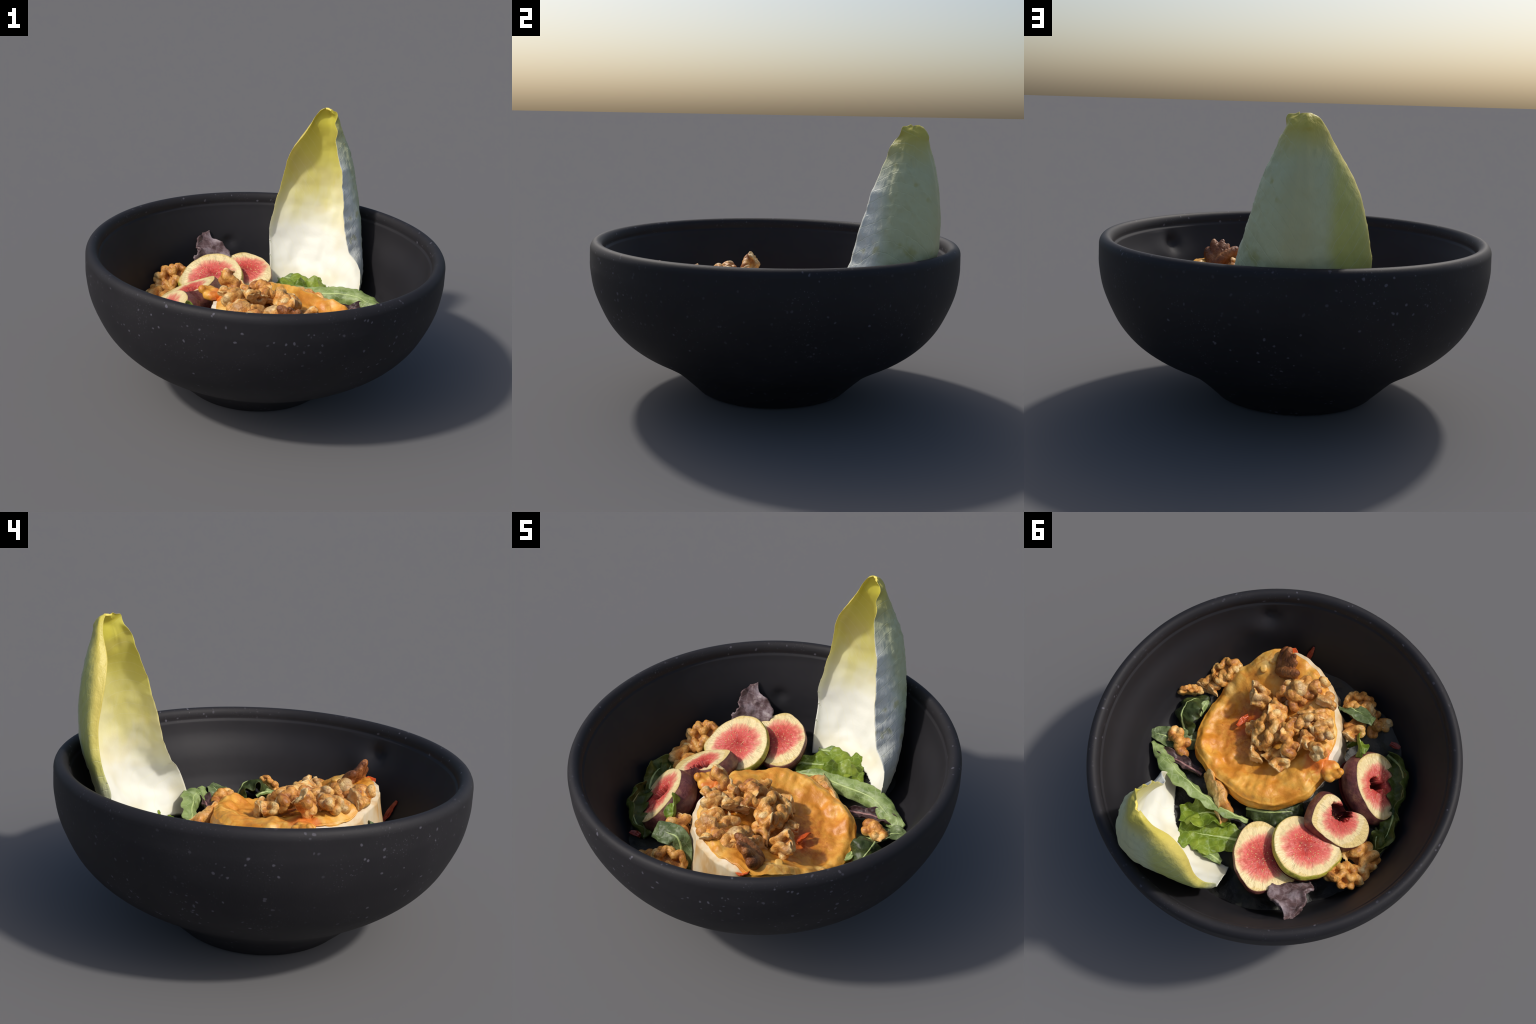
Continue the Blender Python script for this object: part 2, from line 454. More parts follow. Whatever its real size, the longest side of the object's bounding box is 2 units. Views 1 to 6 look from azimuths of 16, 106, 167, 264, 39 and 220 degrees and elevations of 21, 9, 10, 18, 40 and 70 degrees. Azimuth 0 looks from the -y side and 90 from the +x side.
# ------------------------------------------------------------------ cheese round
def mat_crust():
    n = Nodes("spiced_crust")
    m = n.math("ADD", n.math("MULTIPLY", n.noise(9, 4, 0.6), 0.6), n.math("MULTIPLY", n.noise(3.5, 3, 0.6), 0.4))
    col = n.ramp(m, [(0.30, (0.56, 0.19, 0.018)), (0.43, (0.66, 0.26, 0.026)), (0.54, (0.77, 0.39, 0.06)), (0.66, (0.82, 0.54, 0.17))])
    web = n.step(0.10, 0.02, n.voronoi(16.0, feature="DISTANCE_TO_EDGE"))
    col = n.mix(n.math("MULTIPLY", web, n.math("MULTIPLY", n.step(0.45, 0.6, n.noise(5, 2)), 0.5)), col, (0.58, 0.19, 0.018))
    deep = n.step(0.27, 0.07, n.math("ADD", n.near((0.30, -0.14, 0.46)), n.math("MULTIPLY", n.math("SUBTRACT", n.noise(14, 3), 0.5), 0.25)))
    speck = n.ramp(n.noise(55, 3, 0.7), [(0.4, (0.50, 0.13, 0.012)), (0.6, (0.66, 0.25, 0.03))])
    col = n.mix(n.math("MULTIPLY", deep, 0.92), col, speck)
    nz = n.math("MULTIPLY", n.math("SUBTRACT", n.noise(20, 3), 0.5), 0.12)
    for p, r in (((-0.17, -0.19, 0.56), 0.11), ((0.33, -0.15, 0.46), 0.10), ((0.14, -0.44, 0.58), 0.09), ((-0.02, -0.36, 0.55), 0.09)):
        k = n.step(r, r * 0.45, n.math("ADD", n.near(p), nz))
        col = n.mix(n.math("MULTIPLY", k, 0.75), col, (0.66, 0.12, 0.010))
    freckle = n.math("LESS_THAN", n.voronoi(26.0), n.math("MULTIPLY", n.step(0.5, 0.7, n.noise(8, 1)), 0.13))
    col = n.mix(n.math("MULTIPLY", freckle, 0.6), col, (0.42, 0.10, 0.012))
    return n.finish(col, 0.42, n.noise(60, 4, 0.65), 0.35, 0.008, 0.45, Coat_Weight=0.1, Coat_Roughness=0.35)

def mat_rind():
    n = Nodes("white_cheese_rind")
    col = n.ramp(n.noise(7, 4, vec=n.mapping((1, 1, 0.35))), [(0.32, (0.60, 0.36, 0.14)), (0.46, (0.71, 0.57, 0.36)), (0.62, (0.79, 0.71, 0.57))])
    return n.finish(col, 0.5, n.noise(40, 3), 0.2, 0.008, 0.4, Subsurface_Weight=0.08, Subsurface_Radius=(0.02, 0.015, 0.01), Subsurface_Scale=0.5)

CRUST = mat_crust()
C0 = np.array((0.165, -0.19, 0.552))
CN = np.array((0.03, 0.12, 1.0))
CR = [0.426, 0.440, 0.445, 0.434, 0.418, 0.410, 0.419, 0.430, 0.437, 0.440, 0.428, 0.405, 0.412, 0.394, 0.397, 0.392, 0.400, 0.415, 0.440, 0.449, 0.470, 0.454, 0.436, 0.420]
CZ = [0.442, 0.458, 0.500, 0.532, 0.545, 0.552, 0.588, 0.590, 0.615, 0.640, 0.648, 0.575]   # height of the crusty edge, every 30 degrees

def build_cheese():
    root = tag(empty("cheese_round", (0.165, -0.19, 0.36)), "round white cheese with orange spiced crust", "cheese")
    M = 200
    th = np.arange(M) * 2 * math.pi / M
    ct, st = np.cos(th), np.sin(th)
    R = periodic(CR, th) + 0.016 * fbm(np.stack([ct * 3.3, st * 3.3, ct * 0], -1), 1, 2, 2)
    nn = CN / CN[2]
    ZR = periodic(CZ, th) + 0.012 * fbm(np.stack([ct * 6, st * 6, ct * 0 + 9], -1), 1, 12, 3)
    white = smooth(1.08, 0.88, np.abs(np.angle(np.exp(1j * (th - 4.14)))))     # the exposed side
    Rc = R - 0.030 * white                                                # the crust stops short there
    over = 0.085 * (1 - white) + 0.010 + 0.02 * np.abs(vnoise(np.stack([ct * 5, st * 5, ct * 0], -1), 1, 21)) * white
    over = over + 0.05 * np.exp(-((np.angle(np.exp(1j * (th + 1.62)))) / 0.12) ** 2)
    rows = []
    for s in np.concatenate([np.linspace(0.0, 0.86, 50), np.linspace(0.875, 1.0, 12)]):
        r = Rc * s
        x, y = C0[0] + r * ct, C0[1] + r * st
        off = np.hypot(x - 0.22, y + 0.20) / 0.42
        # dished top: leans with the edge, sinks a little inside a lumpy crusty border
        flat = 0.545 + 0.5 * (CZ[0] - CZ[6]) * (x - C0[0]) / 0.42 + 0.5 * (CZ[3] - CZ[9]) * (y - C0[1]) / 0.42
        k = s ** 2.2
        z = flat * (1 - k) + ZR * k - 0.052 * smooth(0.44, 0.18, np.hypot(x - 0.31, y + 0.12)) * smooth(0.98, 0.72, s) - (0.030 - 0.018 * white) * smooth(0.86, 1.0, s) ** 2
        z = z + 0.012 * fbm(np.stack([x, y, 0 * x], -1), 9, 61, 3) * smooth(0.55, 0.8, s)
        P = np.stack([x, y, z], -1)
        z = z + (0.010 * fbm(P, 7, 3) + 0.006 * fbm(P, 24, 9)) * smooth(0.0, 0.15, 1 - s + 0.06)
        rows.append(np.stack([x, y, z], -1))
    top = rows[-1]
    for k in np.linspace(0.12, 1, 10):
        q = top.copy()
        g = Rc + 0.016 * math.sin(k * math.pi * 0.9) * (1 - 0.6 * white) - 0.004 + 0.007 * fbm(np.stack([ct * 5, st * 5, ct * 0 + k * 2.5], -1), 1, 31, 2)
        q[:, 0] = C0[0] + g * ct
        q[:, 1] = C0[1] + g * st
        q[:, 2] -= over * k
        rows.append(q)
    last = rows[-1]
    for k in (0.012, 0.035):
        q = last.copy()
        q[:, 0] -= k * ct
        q[:, 1] -= k * st
        q[:, 2] += 0.3 * k
        rows.append(q)
    V = np.concatenate(rows)
    add("cheese_crust", V - np.array(root.location), grid_faces(len(rows), M, True), [CRUST], parent=root).location = (0, 0, 0)
    me = root.children[0].data
    # crust colours are placed in scene space, so keep its origin at the world origin
    me.transform(Matrix.Translation(root.location))
    root.children[0].location = -Vector(root.location)
    # pleated side
    rows = []
    fold = fbm(np.stack([ct * 4.5, st * 4.5, ct * 0], -1), 1, 41, 3)
    for k in np.linspace(0, 1, 30):
        pleat = 0.024 * (fold + 0.45 * vnoise(np.stack([ct * 8, st * 8, ct * 0 + k * 3.0], -1), 1, 43)) * (0.15 + k)
        if k == 0:
            g = Rc - 0.04
        else:
            g = R - 0.016 + (0.016 + 0.075 * k ** 1.2) * white + pleat
        z0 = top[:, 2] - 0.010
        rows.append(np.stack([C0[0] + g * ct, C0[1] + g * st, z0 + (0.30 - z0) * k], -1))
    V = np.concatenate(rows)
    ob = add("cheese_side", V, grid_faces(len(rows), M, True), [mat_rind()])
    ob.parent = root
    ob.matrix_parent_inverse = Matrix.Translation(-Vector(root.location))
    return root

CHEESE = build_cheese()

def crust_lump(name, balls, seed):
    me = blob_mesh(balls, 0.006, name)
    displace(me, lambda P: 0.010 * fbm(P, 16, seed, 3))
    me.materials.append(CRUST)
    o = np.array(CHEESE.location)
    ob = place(name, me, CHEESE)
    ob.location = -Vector(o)

crust_lump("crust_nub", [((-0.245, -0.185, 0.565), (0.055, 0.05, 0.03), (0, 0, 0)), ((-0.285, -0.175, 0.575), (0.036, 0.026, 0.028), (0, 0.2, 0)), ((-0.30, -0.20, 0.592), (0.022, 0.017, 0.02), (0, 0, 0)), ((-0.275, -0.14, 0.57), (0.026, 0.02, 0.018), (0, 0, 0.5)), ((-0.24, -0.16, 0.54), (0.03, 0.03, 0.03), (0, 0, 0))], 5)
crust_lump("crust_flap", [((0.11, -0.535, 0.575), (0.06, 0.05, 0.014), (0.5, -0.1, 0)), ((0.14, -0.565, 0.548), (0.05, 0.04, 0.012), (0.8, 0, 0.2)), ((0.22, -0.56, 0.585), (0.05, 0.04, 0.02), (0.3, 0, 0))], 6)
crust_lump("crust_ridge", [((0.40, -0.50, 0.60), (0.03, 0.016, 0.022), (0, 0, 0.5)), ((0.36, -0.53, 0.61), (0.022, 0.018, 0.03), (0, 0.5, 0)), ((0.43, -0.45, 0.585), (0.022, 0.03, 0.014), (0, 0, 0.4))], 7)

# ------------------------------------------------------------------ walnuts
def mat_walnut():
    n = Nodes("walnut_kernel")
    r = n.random()
    vec = n.mapping((1, 1, 1))
    m = n.noise(1.1, 3, 0.5, dist=0.4)
    m = n.math("ADD", m, n.math("MULTIPLY", n.math("SUBTRACT", r, 0.5), 0.12))
    col = n.ramp(m, [(0.28, (0.26, 0.080, 0.018)), (0.38, (0.48, 0.19, 0.042)), (0.47, (0.67, 0.31, 0.065)), (0.57, (0.77, 0.44, 0.13)), (0.68, (0.84, 0.64, 0.30))])
    col = n.mix(n.math("MULTIPLY", n.math("MULTIPLY", n.step(0.55, 0.95, r), n.step(0.42, 0.58, n.noise(1.6, 2))), 0.6), col, (0.26, 0.085, 0.025))
    v = n.math("ABSOLUTE", n.math("SUBTRACT", n.noise(2.6, 2, 0.5, dist=1.2), 0.5))
    line = n.math("MULTIPLY", n.step(0.035, 0.0, v), 0.55)
    col = n.mix(line, col, (0.20, 0.065, 0.022))
    return n.finish(col, 0.45, n.noise(7, 3, 0.5), 0.18, 0.05, 0.4)

def mat_walnut_skin():
    n = Nodes("walnut_brown_skin")
    col = n.ramp(n.noise(1.6, 4, 0.6), [(0.3, (0.12, 0.035, 0.012)), (0.5, (0.26, 0.085, 0.022)), (0.7, (0.42, 0.17, 0.05))])
    return n.finish(col, 0.42, n.noise(7, 4), 0.3, 0.06, 0.45)

def mat_walnut_pale():
    n = Nodes("walnut_fracture")
    col = n.ramp(n.noise(2.2, 4, 0.6), [(0.34, (0.58, 0.30, 0.095)), (0.5, (0.72, 0.46, 0.18)), (0.66, (0.80, 0.60, 0.31))])
    return n.finish(col, 0.5, n.noise(9, 3), 0.25, 0.05, 0.4)

WALNUT, WALNUT_SKIN, WALNUT_PALE = mat_walnut(), mat_walnut_skin(), mat_walnut_pale()

def kernel_balls(g, n=4, fat=0.205):
    """half kernel: a core with two rows of winding brain-like folds and a groove between"""
    balls = [((0, 0, -0.06), (0.80, 0.56, 0.24), (0, 0, 0))]
    def height(x, y):
        return 0.42 * math.sqrt(max(0.03, 1 - (x / 1.02) ** 2 - (y / 0.86) ** 2)) - 0.05
    for sgn in (-1, 1):
        pts = []
        for k in range(n + 1):
            x = -0.80 + 1.60 * k / n + 0.05 * g.normal()
            w = math.sqrt(max(0.08, 1 - (x / 1.0) ** 2))
            pts.append((x, sgn * ((0.20 if k % 2 else 0.62 * w) + 0.05 * g.normal())))
        path = catmull(np.array(pts), np.linspace(0, 1, 40))
        for x, y in path:
            r = fat + 0.035 * g.random()
            balls.append(((x, y, height(x, y) + 0.02 * g.normal()), (r, r, r * 1.25), (0, 0, 0)))
        for k in range(4):                                  # lobed outline
            a = sgn * (0.3 + 2.5 * k / 3 + 0.15 * g.normal())
            balls.append(((0.84 * math.cos(a), 0.64 * math.sin(a), -0.06 + 0.04 * g.normal()), (0.24 + 0.06 * g.random(), 0.27, 0.22), (0, 0, a)))
    return balls

def walnut_mesh(seed, kind):
    g = np.random.default_rng(seed)
    if kind == "fan":
        balls = []
        for k in range(6):
            a = -0.85 + 1.7 * k / 5 + 0.08 * g.normal()
            h = 0.46 + 0.10 * g.random()
            balls.append(((h * math.sin(a), 0.06 * g.normal(), h * math.cos(a) - 0.3), (0.24, 0.16 + 0.05 * g.random(), h + 0.12), (0.1 * g.normal(), a, 0)))
        balls.append(((0.2, 0.12, -0.4), (0.35, 0.25, 0.22), (0, 0, 0)))
        cuts = []
    else:
        balls = kernel_balls(g, 5, 0.175) if kind == "half" else kernel_balls(g)
        # broken pieces: fracture planes (point, outward normal)
        cuts = {"half": [],
                "piece": [((0.15 * g.normal(), 0, 0), (1, 0.5 * g.normal(), 0.3 * g.normal()))],
                "strip": [((0, 0.10 + 0.08 * g.random(), 0), (0.25 * g.normal(), -1, 0.25 * g.normal()))],
                "chip": [((0.05, 0, 0), (1, 0.4 * g.normal(), 0.3 * g.normal())), ((0, 0.02, 0), (0.3 * g.normal(), -1, 0.3 * g.normal()))]}[kind]
    me = blob_mesh(balls, 0.034, "walnut_" + kind)
    def f(P):
        crack = 1 - np.clip(np.abs(vnoise(P, 3.2, seed + 13)) * 4.0, 0, 1)
        return -0.022 * crack ** 2 + 0.07 * vnoise(P, 1.6, seed + 4) + 0.006 * vnoise(P, 7, seed + 5)
    displace(me, f)
    bm = bmesh.new()
    bm.from_mesh(me)
    for c, nrm in cuts:
        res = bmesh.ops.bisect_plane(bm, geom=bm.verts[:] + bm.edges[:] + bm.faces[:], plane_co=c, plane_no=Vector(nrm).normalized(), clear_outer=True)
        edges = [e for e in res["geom_cut"] if isinstance(e, bmesh.types.BMEdge)]
        bmesh.ops.holes_fill(bm, edges=edges, sides=0)
    bmesh.ops.triangulate(bm, faces=[p for p in bm.faces if len(p.verts) > 4])
    bm.to_mesh(me)
    bm.free()
    if cuts:
        ob = bpy.data.objects.new("tmp", me)
        bpy.context.scene.collection.objects.link(ob)
        md = ob.modifiers.new("remesh", "REMESH")
        md.mode, md.voxel_size = "VOXEL", 0.034
        sm = ob.modifiers.new("smooth", "SMOOTH")
        sm.factor, sm.iterations = 0.5, 4
        dg = bpy.context.evaluated_depsgraph_get()
        dg.update()
        out = bpy.data.meshes.new_from_object(ob.evaluated_get(dg))
        bpy.data.objects.remove(ob)
        me = out
    me.name = "walnut_" + kind
    n = len(me.vertices)
    P = np.empty(n * 3)
    me.vertices.foreach_get("co", P)
    P = P.reshape(-1, 3)
    near = np.zeros(n)
    for c, nrm in cuts:
        v = np.array(Vector(nrm).normalized())
        d = (P - np.array(c)) @ v
        near = np.maximum(near, smooth(-0.09, -0.04, d + 0.02 * vnoise(P, 6, 3)))
    if cuts:
        displace(me, lambda Q: near * (0.07 * fbm(Q, 3.5, seed + 30, 2)))
    # re-centre pieces on their own middle
    P = np.empty(n * 3)
    me.vertices.foreach_get("co", P)
    P = P.reshape(-1, 3)
    P -= (P.max(0) + P.min(0)) / 2
    P /= max(np.ptp(P, axis=0)) / 2
    me.vertices.foreach_set("co", P.ravel())
    me.materials.clear()
    me.materials.append(WALNUT_SKIN if kind == "fan" else WALNUT)
    me.materials.append(WALNUT_PALE)
    ids = [1 if np.mean(near[list(p.vertices)]) > 0.6 else 0 for p in me.polygons]
    me.polygons.foreach_set("material_index", np.array(ids, np.int32))
    me.polygons.foreach_set("use_smooth", np.ones(len(me.polygons), bool))
    me.update()
    return me

SHAPES = {k: [walnut_mesh(10 * i + 7 * j + 3, k) for j in range(c)] for i, (k, c) in enumerate((("half", 3), ("piece", 4), ("strip", 4), ("chip", 4), ("fan", 1)))}

# (kind, variant, centre, half length, euler)
NUTS = [
    ("piece", 0, (0.34, -0.313, 0.545), 0.080, (0.3, -0.5, 0.5)),
    ("strip", 0, (0.161, -0.42, 0.590), 0.092, (0.9, 0.4, 1.9)),
    ("chip", 0, (0.035, -0.484, 0.625), 0.085, (0.5, 0.2, 2.4)),
    ("half", 0, (0.176, -0.162, 0.585), 0.098, (0.5, 0.1, 1.97)),
    ("strip", 1, (0.032, -0.27, 0.630), 0.088, (0.6, 0.7, 1.2)),
    ("piece", 1, (-0.03, -0.225, 0.615), 0.072, (0.4, 0.2, 0.1)),
    ("chip", 2, (-0.135, -0.205, 0.655), 0.072, (0.5, -0.9, 2.0)),
    ("piece", 2, (0.032, -0.05, 0.560), 0.075, (0.2, 0.5, 0.7)),
    ("strip", 2, (0.023, -0.142, 0.625), 0.082, (0.8, 0.1, 2.6)),
    ("chip", 3, (0.16, -0.02, 0.515), 0.065, (0.2, 0.3, 2.2)),
    ("piece", 3, (0.201, -0.283, 0.575), 0.082, (0.7, 0.1, 0.3)),
    ("chip", 1, (0.276, -0.138, 0.505), 0.042, (0.1, 0.4, 0.2)),
    ("strip", 0, (0.080, -0.225, 0.620), 0.085, (0.5, 0.2, 0.9)),
    ("fan", 0, (0.315, -0.520, 0.635), 0.105, (-0.5, 0.1, 2.5)),
    ("strip", 3, (0.248, -0.40, 0.575), 0.085, (0.5, 0.7, 1.6)),
    ("piece", 0, (-0.05, -0.36, 0.610), 0.080, (0.5, 0.3, 1.0)),
    ("strip", 1, (-0.075, -0.30, 0.640), 0.085, (0.7, 0.4, 0.2)),
    ("chip", 1, (0.195, -0.465, 0.610), 0.080, (0.9, 0.9, 0.5)),
    ("strip", 3, (0.105, -0.505, 0.625), 0.085, (0.9, 0.3, 1.2)),
    ("piece", 3, (0.02, -0.40, 0.590), 0.080, (0.2, 0.1, 1.8)),
    ("half", 1, (0.632, -0.338, 0.475), 0.100, (0.25, 0.35, 0.9)),
    ("half", 2, (0.735, -0.127, 0.440), 0.070, (1.3, -0.6, 0.9)),
    ("piece", 1, (0.675, -0.215, 0.420), 0.072, (0.2, 0.2, 1.2)),
    ("strip", 0, (0.583, 0.165, 0.410), 0.095, (0.9, 0.2, 2.6)),
    ("strip", 3, (0.195, 0.284, 0.430), 0.130, (-0.3, 0.15, 2.74)),
    ("half", 0, (-0.118, -0.655, 0.440), 0.095, (0.4, 0.1, 0.5)),
    ("strip", 1, (-0.285, -0.625, 0.370), 0.085, (0.9, 0.3, 1.2)),
    ("chip", 3, (-0.250, -0.655, 0.365), 0.065, (0.2, 0.3, 2.2)),
    ("piece", 2, (-0.180, -0.462, 0.490), 0.088, (0.6, 0.5, 1.0)),
    ("half", 2, (-0.652, 0.224, 0.450), 0.110, (0.75, -0.3, 0.6)),
    ("piece", 0, (-0.660, 0.060, 0.370), 0.100, (0.2, 0.3, 1.4)),
    ("chip", 2, (-0.735, 0.120, 0.385), 0.065, (0.2, 0.1, 1.4)),
]

def build_nuts():
    g = np.random.default_rng(3)
    words = {"half": "ridged walnut half, toasted tan", "strip": "long broken lobe of walnut kernel", "piece": "broken half of walnut with pale fracture", "chip": "small broken chip of walnut kernel", "fan": "upright brown fan-shaped walnut piece"}
    for kind, var, c, s, e in NUTS:
        k = 1.12 * s * (1 + 0.06 * g.normal(size=3))
        ob = place("walnut_piece", SHAPES[kind][var % len(SHAPES[kind])], None, c, e, tuple(k))
        tag(ob, words[kind], "walnut")

build_nuts()

# ------------------------------------------------------------------ figs
def mat_fig_flesh(pale=(0.84, 0.68, 0.36), centre=0.10):
    n = Nodes("fig_flesh")
    x, y, z = n.xyz()
    r = n.math("SQRT", n.math("ADD", n.math("MULTIPLY", x, x), n.math("MULTIPLY", y, y)))
    ang = n.node("TexGradient", 1, {"gradient_type": "RADIAL"}, Vector=n.co)
    # fibres run outward: noise that is stretched along the radius
    comb = n.node("CombineXYZ", 0, X=n.math("MULTIPLY", ang, 26.0), Y=n.math("MULTIPLY", r, 1.4), Z=0.3)
    fib = n.noise(2.2, 4, 0.65, vec=comb)
    k = n.math("ADD", r, n.math("MULTIPLY", n.math("SUBTRACT", fib, 0.5), 0.26))
    k = n.math("ADD", k, n.math("MULTIPLY", n.math("SUBTRACT", n.noise(2.2, 3), 0.5), 0.36))
    col = n.ramp(k, [(0.05, (0.44, 0.040, 0.034)), (0.30, (0.60, 0.070, 0.055)), (0.58, (0.72, 0.14, 0.11)), (0.70, (0.78, 0.32, 0.20)), (0.80, pale), (0.97, pale), (1.0, (0.76, 0.58, 0.24))])
    seed = n.math("LESS_THAN", n.voronoi(15.0), 0.20)
    seed = n.math("MULTIPLY", seed, n.step(0.68, 0.5, k))
    col = n.mix(n.math("MULTIPLY", seed, 0.6), col, (0.80, 0.40, 0.22))
    col = n.mix(n.step(-0.08, -0.30, z), col, (0.13, 0.018, 0.016))      # shadow painted into the hollow, flesh darkened with depth
    return n.finish(col, 0.38, n.math("ADD", fib, n.math("MULTIPLY", seed, 0.5)), 0.35, 0.06, 0.5)

def mat_fig_skin(green):
    n = Nodes("fig_skin")
    m = n.noise(3.0, 4, 0.6)
    if green:
        col = n.ramp(m, [(0.35, (0.22, 0.20, 0.03)), (0.55, (0.46, 0.44, 0.06)), (0.7, (0.30, 0.13, 0.06))])
    else:
        col = n.ramp(m, [(0.3, (0.080, 0.024, 0.026)), (0.5, (0.16, 0.052, 0.048)), (0.72, (0.28, 0.13, 0.075))])
        dot = n.math("LESS_THAN", n.voronoi(16), 0.12)
        col = n.mix(n.math("MULTIPLY", dot, 0.3), col, (0.42, 0.26, 0.2))
    return n.finish(col, 0.42, n.noise(10, 3), 0.15, 0.05, 0.45)

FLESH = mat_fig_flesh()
SKIN_P, SKIN_G = mat_fig_skin(False), mat_fig_skin(True)
SEED = Nodes("fig_seed").finish((0.72, 0.42, 0.2), 0.4)

def fig_slice(c, nrm, prof, thick, skin, label, notch=(), dome=0.3, seed=0, cup=0.0):
    """a cut of fig: face at z=0 looking along nrm, skin bulging around the rim; unit radius = mean radius"""
    a, b, n = frame(nrm)
    R0 = float(np.mean(prof))
    M, K = 120, 34
    th = np.arange(M) * 2 * math.pi / M
    R = periodic(np.array(prof) / R0, th)
    R = R + 0.015 * vnoise(np.stack([np.cos(th) * 4, np.sin(th) * 4, th * 0 + seed], -1), 1, seed)
    h = thick / R0
    def face(zf, sign):
        rows = []
        for s in np.linspace(0, 1, K):
            x, y = R * s * np.cos(th), R * s * np.sin(th)
            P = np.stack([x, y, 0 * x + seed], -1)
            z = zf + sign * (0.02 * fbm(P, 3.5, seed) + 0.012 * fbm(P, 12, seed + 4)) * smooth(1.0, 0.85, s) + sign * cup * (1 - s * s)
            for (nx, ny, nr, nd) in (notch if sign > 0 else ()):
                wob = 1 + 0.5 * vnoise(P, 4, seed + 9) + 0.25 * vnoise(P, 11, seed + 19)
                d = np.hypot(x - nx, y - ny) / (nr * wob)
                z = z - sign * nd * smooth(1.0, 0.72, d)
            rows.append(np.stack([x, y, z], -1))
        return rows
    top = face(0.0, 1)
    bot = face(-h, -1)
    base = np.array(c)
    rot = Matrix((a, b, n)).transposed().to_euler()
    root = tag(place("fig_slice", None, None, c, rot, (R0, R0, R0)), label, "fig")
    F = grid_faces(K, M, True)
    V = np.concatenate(top + bot)
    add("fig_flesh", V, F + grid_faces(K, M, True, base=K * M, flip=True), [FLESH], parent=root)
    rim = []
    for k in np.linspace(0, 1, 14):
        bul = 1 + dome * math.sin(math.pi * k) * h * 0.5 - (0.0 if k < 0.5 else dome * (k - 0.5) * h)
        if k == 0:
            bul = 0.985
        if k == 1:
            bul *= 0.985
        zz = 0.006 - (h + 0.012) * k if 0 < k < 1 else (0.004 if k == 0 else -h - 0.004)
        rim.append(np.stack([R * bul * np.cos(th), R * bul * np.sin(th), 0 * th + zz], -1))
    add("fig_skin", np.concatenate(rim), grid_faces(14, M, True, flip=True), [skin], parent=root)
    # loose seeds on the cut face
    g = np.random.default_rng(seed + 50)
    bm = bmesh.new()
    for i in range(46):
        r, t = 0.60 * math.sqrt(g.random()), g.random() * 2 * math.pi
        i0, j0 = int(r * (K - 1)), int(t / (2 * math.pi) * M) % M
        p = top[i0][j0]
        mt = Matrix.Translation(p) @ Euler((0, 0, t)).to_matrix().to_4x4() @ Matrix.Diagonal((0.028, 0.016, 0.012, 1))
        bmesh.ops.create_icosphere(bm, subdivisions=1, radius=1, matrix=mt)
    me = bpy.data.meshes.new("fig_seeds")
    bm.to_mesh(me)
    bm.free()
    me.materials.append(SEED)
    me.polygons.foreach_set("use_smooth", np.ones(len(me.polygons), bool))
    ob = place("fig_seeds", me, root)
    ob["kind"] = "stuff"
    return root

fig_slice((-0.245, 0.423, 0.487), (-0.05, -0.24, 1), [0.176, 0.166, 0.159, 0.167, 0.184, 0.204, 0.195, 0.209, 0.214, 0.195, 0.176, 0.174, 0.172, 0.196, 0.216, 0.201], 0.05, SKIN_P, "round fig slice with red flesh and pale rim", seed=1)
fig_slice((-0.396, 0.227, 0.500), (-0.05, -0.40, 1), [0.19, 0.188, 0.188, 0.193, 0.204, 0.203, 0.192, 0.185, 0.184, 0.2, 0.18, 0.165, 0.165, 0.168, 0.184, 0.194], 0.055, SKIN_G, "round fig slice with yellow green skin", seed=2)
fig_slice((-0.455, -0.006, 0.496), (-0.45, -0.02, 1), [0.160, 0.164, 0.172, 0.150, 0.135, 0.140, 0.158, 0.175, 0.188, 0.178, 0.140, 0.085, 0.055, 0.065, 0.115, 0.155], 0.13, SKIN_P, "thick fig cut with purple skin and hollow", notch=[(0.10, -0.30, 0.42, 0.75)], seed=3)
fig_slice((-0.503, -0.302, 0.452), (-0.80, -0.52, 1), [0.195, 0.182, 0.170, 0.162, 0.168, 0.186, 0.190, 0.182, 0.168, 0.160, 0.170, 0.182, 0.195, 0.194, 0.190, 0.192], 0.14, SKIN_P, "tilted fig half with purple skin and hollow", notch=[(0.05, -0.05, 0.30, 0.65)], seed=4)

# ------------------------------------------------------------------ salad leaves
def mat_leaf(name, stops, vein=(0.4, 0.5, 0.2), amount=0.4, translucent=0.15):
    n = Nodes(name)
    col = n.ramp(n.noise(11, 4, 0.6), stops)
    v = n.voronoi(22, feature="DISTANCE_TO_EDGE")
    col = n.mix(n.math("MULTIPLY", n.step(0.06, 0.0, v), amount), col, vein)
    return n.finish(col, 0.45, n.noise(35, 3), 0.25, 0.01, 0.4, translucent)

GREEN = mat_leaf("bright_green_leaf", [(0.3, (0.08, 0.14, 0.008)), (0.5, (0.17, 0.25, 0.018)), (0.7, (0.29, 0.37, 0.04))], (0.34, 0.46, 0.14))
PALE = mat_leaf("pale_green_leaf", [(0.3, (0.12, 0.19, 0.05)), (0.5, (0.24, 0.33, 0.10)), (0.7, (0.36, 0.46, 0.18))], (0.45, 0.52, 0.3))
GREY = mat_leaf("grey_green_leaf", [(0.3, (0.06, 0.09, 0.03)), (0.5, (0.13, 0.18, 0.065)), (0.7, (0.22, 0.28, 0.12))], (0.3, 0.36, 0.2))
OLIVE = mat_leaf("olive_green_leaf", [(0.3, (0.045, 0.065, 0.010)), (0.5, (0.085, 0.115, 0.018)), (0.7, (0.14, 0.17, 0.035))], (0.16, 0.2, 0.07))
DARK = mat_leaf("dark_green_leaf", [(0.3, (0.022, 0.034, 0.010)), (0.5, (0.045, 0.065, 0.017)), (0.7, (0.085, 0.12, 0.025))], (0.1, 0.14, 0.05))
